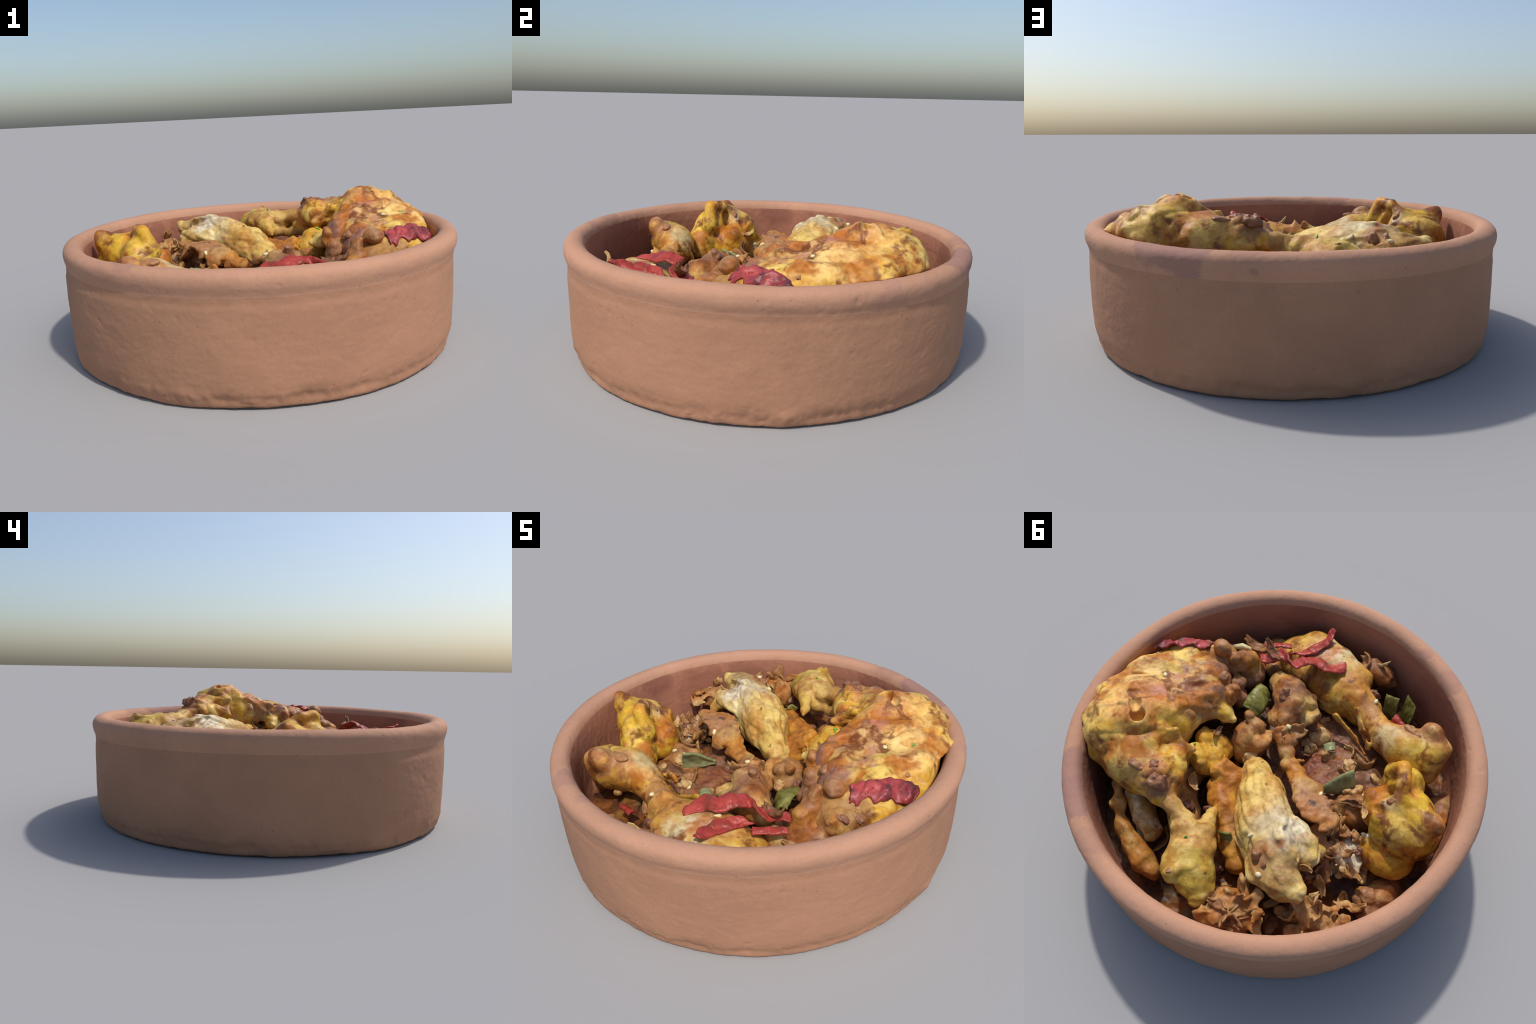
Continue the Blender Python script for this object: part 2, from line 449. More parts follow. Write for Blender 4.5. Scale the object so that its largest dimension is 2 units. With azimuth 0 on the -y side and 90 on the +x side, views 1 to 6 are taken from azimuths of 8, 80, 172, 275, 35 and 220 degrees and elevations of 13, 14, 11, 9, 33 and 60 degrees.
# ------------------------------------------------------------------ the bowl
def build_bowl():
    prof = np.array([(0.0, 0.004), (0.5, 0.003), (0.86, 0.002), (0.945, 0.0), (0.966, 0.006), (0.971, 0.03), (0.973, 0.05), (0.981, 0.066),
                     (0.986, 0.11), (0.989, 0.20), (0.990, 0.32), (0.989, 0.42), (0.984, 0.444), (0.987, 0.455), (0.985, 0.468), (0.991, 0.488),
                     (0.998, 0.508), (1.0, 0.528), (0.997, 0.548), (0.985, 0.564), (0.965, 0.574), (0.945, 0.576), (0.925, 0.571),
                     (0.910, 0.557), (0.900, 0.530), (0.895, 0.48), (0.893, 0.40), (0.890, 0.25), (0.875, 0.12), (0.83, 0.07), (0.6, 0.055), (0.0, 0.05)])
    zone = [2, 2, 2, 2, 2, 2, 2, 1, 1, 1, 1, 1, 1, 1, 0, 0, 0, 0, 0, 0, 0, 0, 0, 0, 3, 3, 3, 3, 3, 3, 3, 3]
    seg = np.concatenate([[0], np.cumsum(np.linalg.norm(np.diff(prof, axis=0), axis=1))])
    us = [0]
    for i in range(len(prof) - 1):
        L = seg[i + 1] - seg[i]
        flat = (prof[i][0] < .83 and prof[i + 1][0] < .87)
        k = max(2, int(L / (0.06 if flat else 0.0065)))
        us += list(seg[i] + L * np.arange(1, k + 1) / k)
    us = np.array(us[1:-1])
    sp = np.stack([np.interp(us, seg, prof[:, i]) for i in (0, 1)], 1)
    for _ in range(3):   # round the profile corners
        sp[1:-1] = 0.5 * sp[1:-1] + 0.25 * (sp[:-2] + sp[2:])
    zi = np.array([zone[min(int(np.searchsorted(seg, u, 'right')) - 1, len(zone) - 1)] for u in us])
    na = 720
    th = np.linspace(0, 2 * np.pi, na, endpoint=False)
    R, Z = sp[:, 0][:, None], sp[:, 1][:, None]
    ct, st = np.cos(th)[None], np.sin(th)[None]
    P = np.stack([R * ct, R * st, Z + 0 * ct], -1)
    tan = np.gradient(sp, axis=0); nr = np.stack([tan[:, 1], -tan[:, 0]], 1)
    nr /= np.linalg.norm(nr, axis=1)[:, None] + 1e-9
    N = np.stack([nr[:, 0][:, None] * ct, nr[:, 0][:, None] * st, nr[:, 1][:, None] + 0 * ct], -1)
    flat = P.reshape(-1, 3)
    outer = (zi[:, None] != 3) + 0 * ct
    d = 0.006 * fbm(flat, 2.2, 2, 5) + 0.0018 * fbm(flat * [1, 1, 1.2], 12, 3, 9)
    d += 0.0006 * fbm(flat * [1, 1, 4], 12, 2, 31) + 0.0010 * fbm(flat, 55, 2, 33)
    # turning streaks and pits
    pit = perlin(flat * 30, 41); d -= 0.004 * np.clip(pit - 0.36, 0, 1) * 6 * np.clip(fbm(flat, 3.5, 1, 47) + 0.3 + 0.5 * np.exp(-((flat[:, 0] + .75) ** 2 + (flat[:, 1] + .65) ** 2) / .2), 0, 1)
    d -= 0.003 * (zi == 3)[:, None].repeat(na, 1).ravel() * np.abs(fbm(flat * [1, 1, .5], 20, 2, 51))
    low = np.exp(-((P[..., 2] - 0.05) / 0.035) ** 2).ravel()
    d += low * 0.016 * fbm(flat * [1, 1, .6], 5, 5, 61, 0.65)
    d = d.reshape(P.shape[:2])
    fade = np.clip((sp[:, 0] - 0.3) / 0.3, 0, 1)[:, None]
    P = P + N * (d * fade)[..., None]
    # the wall is slightly out of round below the rim
    bump = lambda deg, w: np.exp(-(((np.degrees(th) - deg + 180) % 360 - 180) / w) ** 2)
    oval = (0.010 * bump(220, 24) + 0.004 * bump(66, 25) - 0.006 * bump(355, 32) - 0.005 * bump(120, 25))[None] * (np.clip((0.50 - sp[:, 1]) / 0.08, 0, 1) * (zi != 3))[:, None]
    P[..., 0] *= 1 + oval; P[..., 1] *= 1 + oval
    # ragged foot edge
    foot = (zi == 2)[:, None] * np.clip((sp[:, 0] - .9) / .03, 0, 1)[:, None]
    rag = fbm(np.stack([np.cos(th), np.sin(th), 0 * th], 1), 7, 4, 71)
    P[..., 2] += foot * 0.012 * np.clip(rag, 0, 1)[None] * (P[..., 2] < .03)
    P[..., 2] = np.maximum(P[..., 2] * (1 - 0.010 * (P[..., 1] + 0.8)), 0)
    nu = len(us)
    V = P.reshape(-1, 3)
    i = np.arange(nu - 1)[:, None]; j = np.arange(na)[None]
    F = np.stack([i * na + j, i * na + (j + 1) % na, (i + 1) * na + (j + 1) % na, (i + 1) * na + j], -1).reshape(-1, 4)
    labf = np.repeat(np.maximum(zi[:-1], 0), na)
    # close the two pole rings with a centre fan of quads
    VN = vert_normals(V, F)
    TREES.append((V, F[labf == 3]))
    top = add('terracotta_bowl', None)
    label(top, 'round terracotta clay bowl with thick rolled rim', 'bowl')
    m = clay('terracotta_rim_clay', (0.45, 0.24, 0.152), RIM_PATCH, (0.40, 0.218, 0.14))
    mw = clay('terracotta_wall_clay', (0.38, 0.196, 0.117), [], (0.335, 0.178, 0.108))  # tinted darker than the sunlit rim, carrying part of the scan's baked side shade
    mi = clay('terracotta_greasy_clay', (0.36, 0.155, 0.095), IN_PATCH, (0.28, 0.125, 0.08))
    names = ['rim', 'wall', 'foot', 'interior']
    split_parts(top, np.zeros(3), V, F, VN, labf, names, [m, mw, mw, mi])
    for nm, row, up in (('foot', 0, False), ('interior', nu - 1, True)):
        ob = bpy.data.objects[nm]
        bm = bmesh.new(); bm.from_mesh(ob.data)
        z0 = sp[row]
        ring = [v for v in bm.verts if abs(math.hypot(v.co.x, v.co.y) - z0[0]) < 2e-3 and v.is_boundary and v.co.z < .1]
        es = [e for e in bm.edges if e.is_boundary and all(math.hypot(v.co.x, v.co.y) < .3 for v in e.verts)]
        if es: bmesh.ops.contextual_create(bm, geom=es)
        bm.to_mesh(ob.data); bm.free()

build_bowl()

# ------------------------------------------------------------------ chicken: big leg quarter
A_PATCH = [((0.54, 0.36, 0.70), 0.10, (0.50, 0.22, 0.07), 0.5, 0.8), ((0.40, 0.52, 0.62), 0.10, (0.50, 0.22, 0.06), 0.5, 0.6), ((0.55, 0.10, 0.64), 0.09, (0.50, 0.24, 0.10), 0.5, 0.8), ((0.62, 0.24, 0.68), 0.19, (0.62, 0.30, 0.11), 0.5, 0.7), ((0.72, 0.46, 0.58), 0.14, CREAM, 0.6, 0.7),
           ((0.66, -0.04, 0.57), 0.15, (0.78, 0.54, 0.13), 0.5, 0.85), ((0.76, 0.10, 0.60), 0.12, (0.74, 0.50, 0.20), 0.6, 0.7),
           ((0.47, -0.06, 0.60), 0.15, (0.26, 0.125, 0.10), 0.3, 0.85), ((0.48, -0.17, 0.55), 0.13, (0.25, 0.12, 0.095), 0.25, 0.9),
           ((0.54, 0.02, 0.62), 0.09, PINK, 0.4, 0.8), ((0.60, -0.32, 0.48), 0.17, UMBER, 0.4, 0.8), ((0.40, 0.06, 0.56), 0.10, UMBER, 0.4, 0.9),
           ((0.50, 0.16, 0.62), 0.045, BROWN, 0.3, 0.8), ((0.623, 0.239, 0.679), 0.034, (0.48, 0.085, 0.07), 0.3, 0.9), ((0.56, 0.19, 0.66), 0.05, (0.45, 0.16, 0.10), 0.4, 0.8),
           ((0.36, 0.50, 0.64), 0.10, PINK, 0.4, 0.6), ((0.24, 0.53, 0.60), 0.07, SAUCE, 0.3, 0.8),
           ((0.46, 0.52, 0.60), 0.13, (0.60, 0.42, 0.10), 0.6, 0.7), ((0.42, 0.33, 0.62), 0.09, (0.60, 0.38, 0.06), 0.5, 0.8), ((0.52, 0.66, 0.42), 0.22, OCHRE, 0.6, 0.6)]
A_K = 5.2
def a_mats(loc):
    skin = chicken('roast_skin_leg_quarter', loc, A_PATCH, seed=1, blotch=0.75)
    bone = chicken('leg_bone', loc, (), ((0.35, (0.36, 0.20, 0.05)), (0.6, (0.52, 0.31, 0.10))), 0.15, 2)
    end = chicken('leg_knuckle_skin', loc, [((-0.08, 0.77, 0.53), 0.07, BROWN, 0.4, 0.8), ((-0.02, 0.60, 0.55), 0.11, (0.44, 0.24, 0.08), 0.5, 0.7), ((-0.15, 0.72, 0.5), 0.13, (0.52, 0.36, 0.05), 0.5, 0.75)],
                  ((0.3, OCHRE), (0.5, (0.55, 0.36, 0.07)), (0.7, (0.50, 0.33, 0.12))), 0.35, 3)
    return {'thigh': skin, 'drumstick': skin, 'bone': bone, 'knuckle': end}
leg, leg_loc = piece('chicken_leg_quarter', {
    'thigh': [ell((0.60, 0.25, 0.485), (0.24, 0.235, 0.19)), ell((0.66, 0.00, 0.425), (0.235, 0.24, 0.165)),
              ell((0.525, -0.05, 0.455), (0.12, 0.17, 0.15)), ell((0.635, 0.43, 0.515), (0.18, 0.155, 0.185)), ell((0.80, 0.30, 0.49), (0.10, 0.14, 0.12)), limb([(0.48, 0.28, 0.63, 0.045), (0.44, 0.34, 0.61, 0.05), (0.40, 0.42, 0.59, 0.05)]),
              ell((0.79, 0.17, 0.47), (0.11, 0.20, 0.13)), ell((0.545, 0.345, 0.672), (0.09, 0.09, 0.055)),
              ell((0.70, -0.17, 0.42), (0.16, 0.13, 0.115)), ell((0.60, -0.26, 0.40), (0.12, 0.12, 0.12)),
              limb([(0.53, 0.29, 0.655, 0.05), (0.47, 0.15, 0.58, 0.05), (0.41, 0.02, 0.555, 0.05)]),
              limb([(0.44, 0.20, 0.52, 0.065), (0.40, 0.06, 0.505, 0.055), (0.33, 0.0, 0.49, 0.04), (0.28, -0.005, 0.48, 0.022)]),
              limb([(0.70, -0.12, 0.52, 0.045), (0.74, 0.04, 0.55, 0.05), (0.80, 0.12, 0.56, 0.045)]),
              ell((0.40, -0.05, 0.51), (0.04, 0.045, 0.08))],
    'drumstick': [ell((0.47, 0.455, 0.50), (0.20, 0.165, 0.15), (0, 0, -12)), limb([(0.42, 0.47, 0.52, 0.12), (0.31, 0.505, 0.53, 0.09), (0.23, 0.53, 0.53, 0.055), (0.17, 0.53, 0.50, 0.022)]),
                  ribbon([(0.38, 0.29, 0.62, 0.05, 0.03), (0.31, 0.31, 0.53, 0.045, 0.02), (0.29, 0.33, 0.44, 0.03, 0.015)], (0.8, -0.6, 0.2)),
                  limb([(0.30, 0.44, 0.60, 0.045), (0.27, 0.47, 0.60, 0.045), (0.23, 0.51, 0.56, 0.04)]), limb([(0.29, 0.37, 0.56, 0.05), (0.235, 0.44, 0.54, 0.05), (0.21, 0.48, 0.50, 0.04)])],
    'bone': [limb([(0.24, 0.48, 0.45, 0.03), (0.12, 0.53, 0.435, 0.028), (0.02, 0.55, 0.44, 0.04)]), limb([(0.24, 0.515, 0.54, 0.034), (0.14, 0.54, 0.54, 0.034), (0.03, 0.57, 0.525, 0.038)])],
    'knuckle': [limb([(0.05, 0.575, 0.49, 0.062), (-0.05, 0.64, 0.465, 0.10), (-0.13, 0.70, 0.455, 0.095), (-0.20, 0.755, 0.435, 0.05)]),
                limb([(-0.05, 0.74, 0.48, 0.06), (-0.075, 0.775, 0.52, 0.04)]), limb([(-0.06, 0.57, 0.48, 0.06), (-0.01, 0.48, 0.475, 0.035), (0.026, 0.39, 0.45, 0.012)], 0.01),
                limb([(0.05, 0.60, 0.50, 0.035), (0.10, 0.60, 0.455, 0.014), (0.16, 0.57, 0.44, 0.012)], 0.01)],
}, a_mats, 'browned chicken leg quarter with bare bone end', 'chicken', k=0.045, rough=(0.018, 7), fine=(0.0035, 24),
    wrinkle=(0.015, 9, (0.77, 0.64, 0)),
    cuts=[ell((0.512, 0.360, 0.70), (0.032, 0.036, 0.07)), ell((0.565, 0.325, 0.725), (0.055, 0.028, 0.045), (0, 0, -40)), ell((0.745, 0.155, 0.64), (0.062, 0.017, 0.05), (0, 0, 40)), ell((0.67, 0.275, 0.70), (0.055, 0.013, 0.05), (0, 0, 42)),
          limb([(0.40, 0.22, 0.655, 0.014), (0.47, 0.19, 0.665, 0.020), (0.53, 0.14, 0.65, 0.016), (0.56, 0.08, 0.63, 0.01)], 0.005), limb([(0.64, 0.10, 0.625, 0.010), (0.69, 0.19, 0.66, 0.014), (0.75, 0.25, 0.65, 0.01)], 0.005),
          limb([(0.46, -0.02, 0.635, 0.012), (0.54, 0.05, 0.645, 0.012), (0.60, 0.03, 0.62, 0.010)], 0.005), limb([(0.42, 0.09, 0.50, 0.02), (0.34, 0.05, 0.47, 0.025)])], seed=3, vox=0.0058, kc=0.010)

# ------------------------------------------------------------------ chicken wing in the middle
def c_mats(loc):
    m = chicken('wing_skin', loc, [((-0.24, 0.29, 0.57), 0.12, PALE, 0.6, 0.5), ((-0.42, 0.46, 0.54), 0.12, (0.40, 0.25, 0.10), 0.5, 0.8), ((-0.36, 0.29, 0.54), 0.08, PALE, 0.4, 0.85),
                                   ((-0.10, 0.24, 0.5), 0.11, (0.66, 0.44, 0.10), 0.6, 0.7), ((0.02, 0.12, 0.42), 0.09, (0.60, 0.40, 0.10), 0.5, 0.8), ((-0.30, 0.46, 0.53), 0.06, UMBER, 0.4, 0.8), ((-0.35, 0.37, 0.56), 0.025, (0.35, 0.12, 0.05), 0.3, 0.8)],
                ((0.3, (0.40, 0.22, 0.05)), (0.42, (0.55, 0.36, 0.09)), (0.54, (0.64, 0.47, 0.15)), (0.66, (0.68, 0.55, 0.25)), (0.78, PALE)), 0.4, 4, 8)
    return {'flat': m, 'wing_tip': m, 'joint': m}
piece('chicken_wing', {
    'flat': [limb([(0.085, 0.085, 0.34, 0.040), (0.03, 0.11, 0.37, 0.068), (-0.09, 0.205, 0.415, 0.11), (-0.22, 0.31, 0.425, 0.13), (-0.33, 0.40, 0.44, 0.125)], 0.03), ell((-0.19, 0.33, 0.39), (0.21, 0.125, 0.12), (0, 0, -35)), limb([(-0.34, 0.33, 0.51, 0.05), (-0.41, 0.38, 0.515, 0.05)]),
             limb([(0.07, 0.08, 0.365, 0.025), (-0.04, 0.145, 0.455, 0.035), (-0.15, 0.215, 0.50, 0.045), (-0.26, 0.28, 0.525, 0.045), (-0.34, 0.36, 0.545, 0.04)], 0.01)],
    'wing_tip': [limb([(-0.35, 0.44, 0.45, 0.10), (-0.45, 0.475, 0.465, 0.085), (-0.53, 0.49, 0.485, 0.046)]), ell((-0.36, 0.52, 0.47), (0.07, 0.05, 0.055))],
    'joint': [limb([(-0.33, 0.25, 0.48, 0.05), (-0.42, 0.27, 0.475, 0.05), (-0.47, 0.32, 0.46, 0.045)], 0.01), limb([(-0.46, 0.27, 0.44, 0.03), (-0.48, 0.25, 0.42, 0.03)])],
}, c_mats, 'pale roasted chicken wing lying across the stew', 'chicken', k=0.03, rough=(0.010, 9), fine=(0.004, 26), wrinkle=(0.013, 15, (-0.8, 0.6, 0.2)),
    cuts=[limb([(-0.33, 0.315, 0.57, 0.014), (-0.40, 0.34, 0.55, 0.018), (-0.44, 0.37, 0.53, 0.02)]), limb([(-0.29, 0.455, 0.565, 0.02), (-0.36, 0.485, 0.56, 0.02)]), ell((-0.31, 0.50, 0.54), (0.02, 0.02, 0.05))], seed=21, kc=0.008)

# ------------------------------------------------------------------ chicken joint at the wall
def e_mats(loc):
    m = chicken('joint_skin', loc, [((-0.82, -0.13, 0.57), 0.06, (0.28, 0.11, 0.05), 0.3, 0.9), ((-0.58, -0.18, 0.62), 0.09, (0.58, 0.22, 0.025), 0.4, 0.8), ((-0.59, -0.10, 0.54), 0.05, (0.55, 0.38, 0.24), 0.4, 0.8),
                                    ((-0.49, -0.11, 0.46), 0.06, (0.50, 0.18, 0.03), 0.4, 0.9), ((-0.54, -0.33, 0.46), 0.11, (0.70, 0.50, 0.08), 0.6, 0.8), ((-0.59, -0.02, 0.52), 0.055, DARK, 0.4, 0.7), ((-0.60, -0.13, 0.57), 0.05, BROWN, 0.4, 0.8),
                                    ((-0.72, 0.02, 0.48), 0.13, (0.55, 0.29, 0.02), 0.5, 0.8), ((-0.82, 0.06, 0.38), 0.15, (0.40, 0.20, 0.02), 0.5, 0.7)],
                ((0.3, (0.42, 0.20, 0.02)), (0.5, (0.60, 0.36, 0.03)), (0.7, (0.70, 0.46, 0.06))), 0.75, 6)
    return {'meat': m, 'knob': m, 'tendon': m}
piece('chicken_joint', {
    'meat': [ell((-0.70, -0.09, 0.405), (0.17, 0.135, 0.15)), ell((-0.70, 0.02, 0.31), (0.14, 0.11, 0.085)), ell((-0.55, -0.30, 0.37), (0.10, 0.09, 0.12)), ell((-0.59, -0.24, 0.44), (0.088, 0.11, 0.14)), ell((-0.56, -0.14, 0.38), (0.1, 0.12, 0.10)), ell((-0.68, -0.16, 0.46), (0.12, 0.1, 0.12))],
    'knob': [limb([(-0.73, -0.12, 0.48, 0.09), (-0.80, -0.13, 0.53, 0.055), (-0.826, -0.128, 0.56, 0.035)])],
    'tendon': [limb([(-0.51, -0.26, 0.50, 0.045), (-0.555, -0.25, 0.60, 0.036), (-0.595, -0.19, 0.595, 0.036), (-0.64, -0.11, 0.535, 0.035)], 0.01), ell((-0.50, -0.12, 0.44), (0.045, 0.04, 0.045)),
               limb([(-0.58, -0.09, 0.46, 0.05), (-0.60, -0.12, 0.51, 0.03)]), limb([(-0.62, -0.01, 0.42, 0.05), (-0.59, -0.02, 0.48, 0.032)])],
}, e_mats, 'golden chicken joint piece with torn tendons', 'chicken', k=0.025, rough=(0.008, 7), fine=(0.0025, 30), wrinkle=(0.006, 7, (0, 0.4, 1)),
    cuts=[ell((-0.555, -0.055, 0.53), (0.045, 0.03, 0.06)), ell((-0.57, -0.16, 0.53), (0.05, 0.022, 0.05)), ell((-0.66, -0.05, 0.575), (0.06, 0.02, 0.03), (0, 0, 30))], seed=31, kc=0.008)

# ------------------------------------------------------------------ drumstick with thigh near the front rim
def d_mats(loc):
    m = chicken('leg_skin', loc, [((-0.54, -0.57, 0.50), 0.085, (0.33, 0.14, 0.06), 0.3, 0.9), ((-0.43, -0.52, 0.50), 0.08, (0.36, 0.17, 0.08), 0.4, 0.8), ((-0.35, -0.42, 0.46), 0.07, (0.52, 0.42, 0.22), 0.5, 0.7), ((-0.54, -0.41, 0.45), 0.09, (0.62, 0.44, 0.05), 0.5, 0.85),
                                  ((0.13, -0.74, 0.44), 0.10, (0.70, 0.62, 0.36), 0.6, 0.9), ((0.20, -0.65, 0.45), 0.07, (0.48, 0.30, 0.24), 0.5, 0.7), ((-0.08, -0.60, 0.46), 0.12, (0.48, 0.21, 0.05), 0.5, 0.75), ((-0.20, -0.53, 0.46), 0.08, (0.40, 0.19, 0.08), 0.4, 0.7),
                                  ((0.02, -0.45, 0.40), 0.10, (0.46, 0.25, 0.03), 0.5, 0.8)],
                ((0.3, OCHRE), (0.46, (0.56, 0.31, 0.05)), (0.60, TAN), (0.75, CREAM)), 0.7, 8)
    return {'thigh': m, 'shank': m, 'knuckle': m, 'skin_flap': m}
piece('chicken_drumstick', {
    'thigh': [ell((0.17, -0.63, 0.33), (0.24, 0.17, 0.135)), ell((0.34, -0.63, 0.31), (0.15, 0.15, 0.11)), ell((0.05, -0.55, 0.325), (0.14, 0.11, 0.11)), ell((0.27, -0.73, 0.36), (0.12, 0.08, 0.09)), limb([(-0.02, -0.68, 0.37, 0.07), (0.14, -0.70, 0.385, 0.075), (0.3, -0.7, 0.37, 0.07)])],
    'shank': [ell((-0.10, -0.60, 0.28), (0.12, 0.10, 0.09)), limb([(-0.02, -0.60, 0.36, 0.095), (-0.14, -0.565, 0.365, 0.07), (-0.24, -0.505, 0.365, 0.06)])],
    'knuckle': [limb([(-0.24, -0.505, 0.365, 0.06), (-0.34, -0.465, 0.385, 0.08), (-0.45, -0.46, 0.405, 0.105), (-0.55, -0.49, 0.405, 0.11)]), ell((-0.53, -0.565, 0.495), (0.06, 0.05, 0.055)), ell((-0.595, -0.53, 0.45), (0.06, 0.06, 0.065)), ell((-0.57, -0.46, 0.36), (0.09, 0.1, 0.08))],
    'skin_flap': [ribbon([(-0.15, -0.46, 0.46, 0.03, 0.012), (-0.24, -0.40, 0.42, 0.035, 0.010), (-0.30, -0.37, 0.35, 0.03, 0.01)], (0.5, 0.8, 0.3)), limb([(-0.12, -0.565, 0.43, 0.022), (-0.118, -0.582, 0.475, 0.008)]), ribbon([(-0.05, -0.42, 0.36, 0.02, 0.01), (-0.2, -0.41, 0.3, 0.015, 0.008), (-0.3, -0.36, 0.3, 0.015, 0.008)], (0.3, 0.9, 0.3))],
}, d_mats, 'browned chicken drumstick with knobbly end', 'chicken', k=0.03, rough=(0.009, 7), fine=(0.0025, 26), wrinkle=(0.005, 7, (1, 0.3, 0)),
    cuts=[limb([(0.26, -0.72, 0.475, 0.01), (0.38, -0.66, 0.465, 0.016)])], seed=41)

# ------------------------------------------------------------------ other meat
def meat(ramp, blotch=0.5, seed=0, patches=(), nm='stew_meat'):
    return lambda loc: {'a': chicken(nm, loc, patches, ramp, blotch, seed, 8, 0.22)}
BR = ((0.3, (0.17, 0.07, 0.035)), (0.45, (0.29, 0.135, 0.055)), (0.58, (0.40, 0.21, 0.075)), (0.72, (0.55, 0.37, 0.13)))
BR2 = ((0.3, (0.19, 0.08, 0.05)), (0.5, (0.31, 0.145, 0.07)), (0.68, (0.42, 0.24, 0.10)))
def chunk(prims, ramp, seed, name='chicken_piece', text='sauce coated chunk of braised chicken', **k):
    pa = k.pop('patches', ())
    kw = dict(k=0.025, rough=(0.022, 11), fine=(0.005, 30), wrinkle=(0.010, 11, (1, 1, 0.3)), seed=seed); kw.update(k)
    return piece(name, {'a': prims}, meat(ramp, 0.5, seed, pa), text, 'chicken', **kw)

chunk([ell((0.20, -0.02, 0.33), (0.09, 0.105, 0.11), (0, 0, 20)), ell((0.20, -0.09, 0.42), (0.05, 0.035, 0.03)), ell((0.25, -0.09, 0.44), (0.035, 0.03, 0.03)), limb([(0.12, -0.02, 0.38, 0.04), (0.11, -0.09, 0.36, 0.04)])], BR, 51,
      patches=[((0.14, -0.06, 0.40), 0.06, TAN, 0.5, 0.8), ((0.2, 0.06, 0.36), 0.07, ORANGE, 0.5, 0.5)])
chunk([limb([(0.30, -0.39, 0.37, 0.055), (0.21, -0.36, 0.395, 0.085), (0.13, -0.28, 0.41, 0.082), (0.09, -0.21, 0.415, 0.055)]), ell((0.12, -0.38, 0.38), (0.08, 0.05, 0.06)), limb([(0.16, -0.2, 0.38, 0.05), (0.06, -0.25, 0.36, 0.04), (0.02, -0.34, 0.37, 0.035)])], BR, 53,
      patches=[((0.07, -0.33, 0.42), 0.06, CREAM, 0.5, 0.7), ((0.34, -0.40, 0.44), 0.07, (0.62, 0.44, 0.15), 0.5, 0.8), ((0.18, -0.3, 0.46), 0.09, SAUCE, 0.4, 0.6)])
chunk([limb([(0.165, 0.25, 0.44, 0.03), (0.14, 0.19, 0.405, 0.04), (0.08, 0.24, 0.36, 0.06)]), ell((0.10, 0.21, 0.33), (0.07, 0.09, 0.10)), limb([(0.15, 0.22, 0.42, 0.03), (0.12, 0.27, 0.37, 0.055), (0.03, 0.35, 0.35, 0.075), (-0.10, 0.43, 0.335, 0.075), (-0.20, 0.50, 0.32, 0.06)]), ribbon([(0.2, 0.16, 0.4, 0.03, 0.012), (0.16, 0.21, 0.44, 0.035, 0.01)], (1, 0, .3))], ((0.3, (0.30, 0.10, 0.02)), (0.5, (0.48, 0.20, 0.03)), (0.7, (0.58, 0.32, 0.05))), 55)
chunk([ell((0.27, 0.21, 0.38), (0.09, 0.085, 0.09)), limb([(0.31, 0.25, 0.475, 0.04), (0.25, 0.27, 0.45, 0.045), (0.19, 0.19, 0.37, 0.045)]), limb([(0.33, 0.14, 0.42, 0.06), (0.26, 0.12, 0.36, 0.06)])], ((0.3, OCHRE), (0.5, YELLOW), (0.7, (0.62, 0.46, 0.12))), 57)
# sagging brown strip of skin between wing and middle
chunk([ribbon([(0.075, -0.135, 0.42, 0.045, 0.025), (0.02, -0.10, 0.40, 0.05, 0.03), (-0.05, -0.05, 0.365, 0.04, 0.035), (-0.13, -0.015, 0.375, 0.05, 0.035), (-0.21, 0.04, 0.415, 0.07, 0.032), (-0.30, 0.10, 0.44, 0.075, 0.028), (-0.39, 0.115, 0.45, 0.07, 0.022), (-0.445, 0.095, 0.46, 0.045, 0.014)], (-0.3, 0, 1), 0.012),
       ribbon([(-0.38, 0.16, 0.41, 0.045, 0.018), (-0.47, 0.22, 0.35, 0.045, 0.014), (-0.55, 0.30, 0.28, 0.03, 0.012)], (0.3, 0, 1)), limb([(-0.07, -0.09, 0.33, 0.02), (-0.10, -0.10, 0.36, 0.016)]), ribbon([(-0.42, 0.07, 0.45, 0.05, 0.012), (-0.46, 0.09, 0.38, 0.045, 0.010)], (1, 0, .2)), ribbon([(-0.22, -0.02, 0.38, 0.02, 0.01), (-0.33, 0.03, 0.41, 0.025, 0.01)], (0, -1, .5))],
      BR, 59, name='chicken_skin_strip', text='sagging brown strip of braised chicken skin', patches=[((-0.31, 0.10, 0.47), 0.10, (0.34, 0.16, 0.07), 0.4, 0.8), ((-0.306, 0.106, 0.47), 0.018, (0.06, 0.05, 0.05), 0.3, 0.9), ((-0.12, 0.0, 0.40), 0.07, (0.58, 0.30, 0.06), 0.5, 0.8)], rough=(0.014, 10), k=0.015)
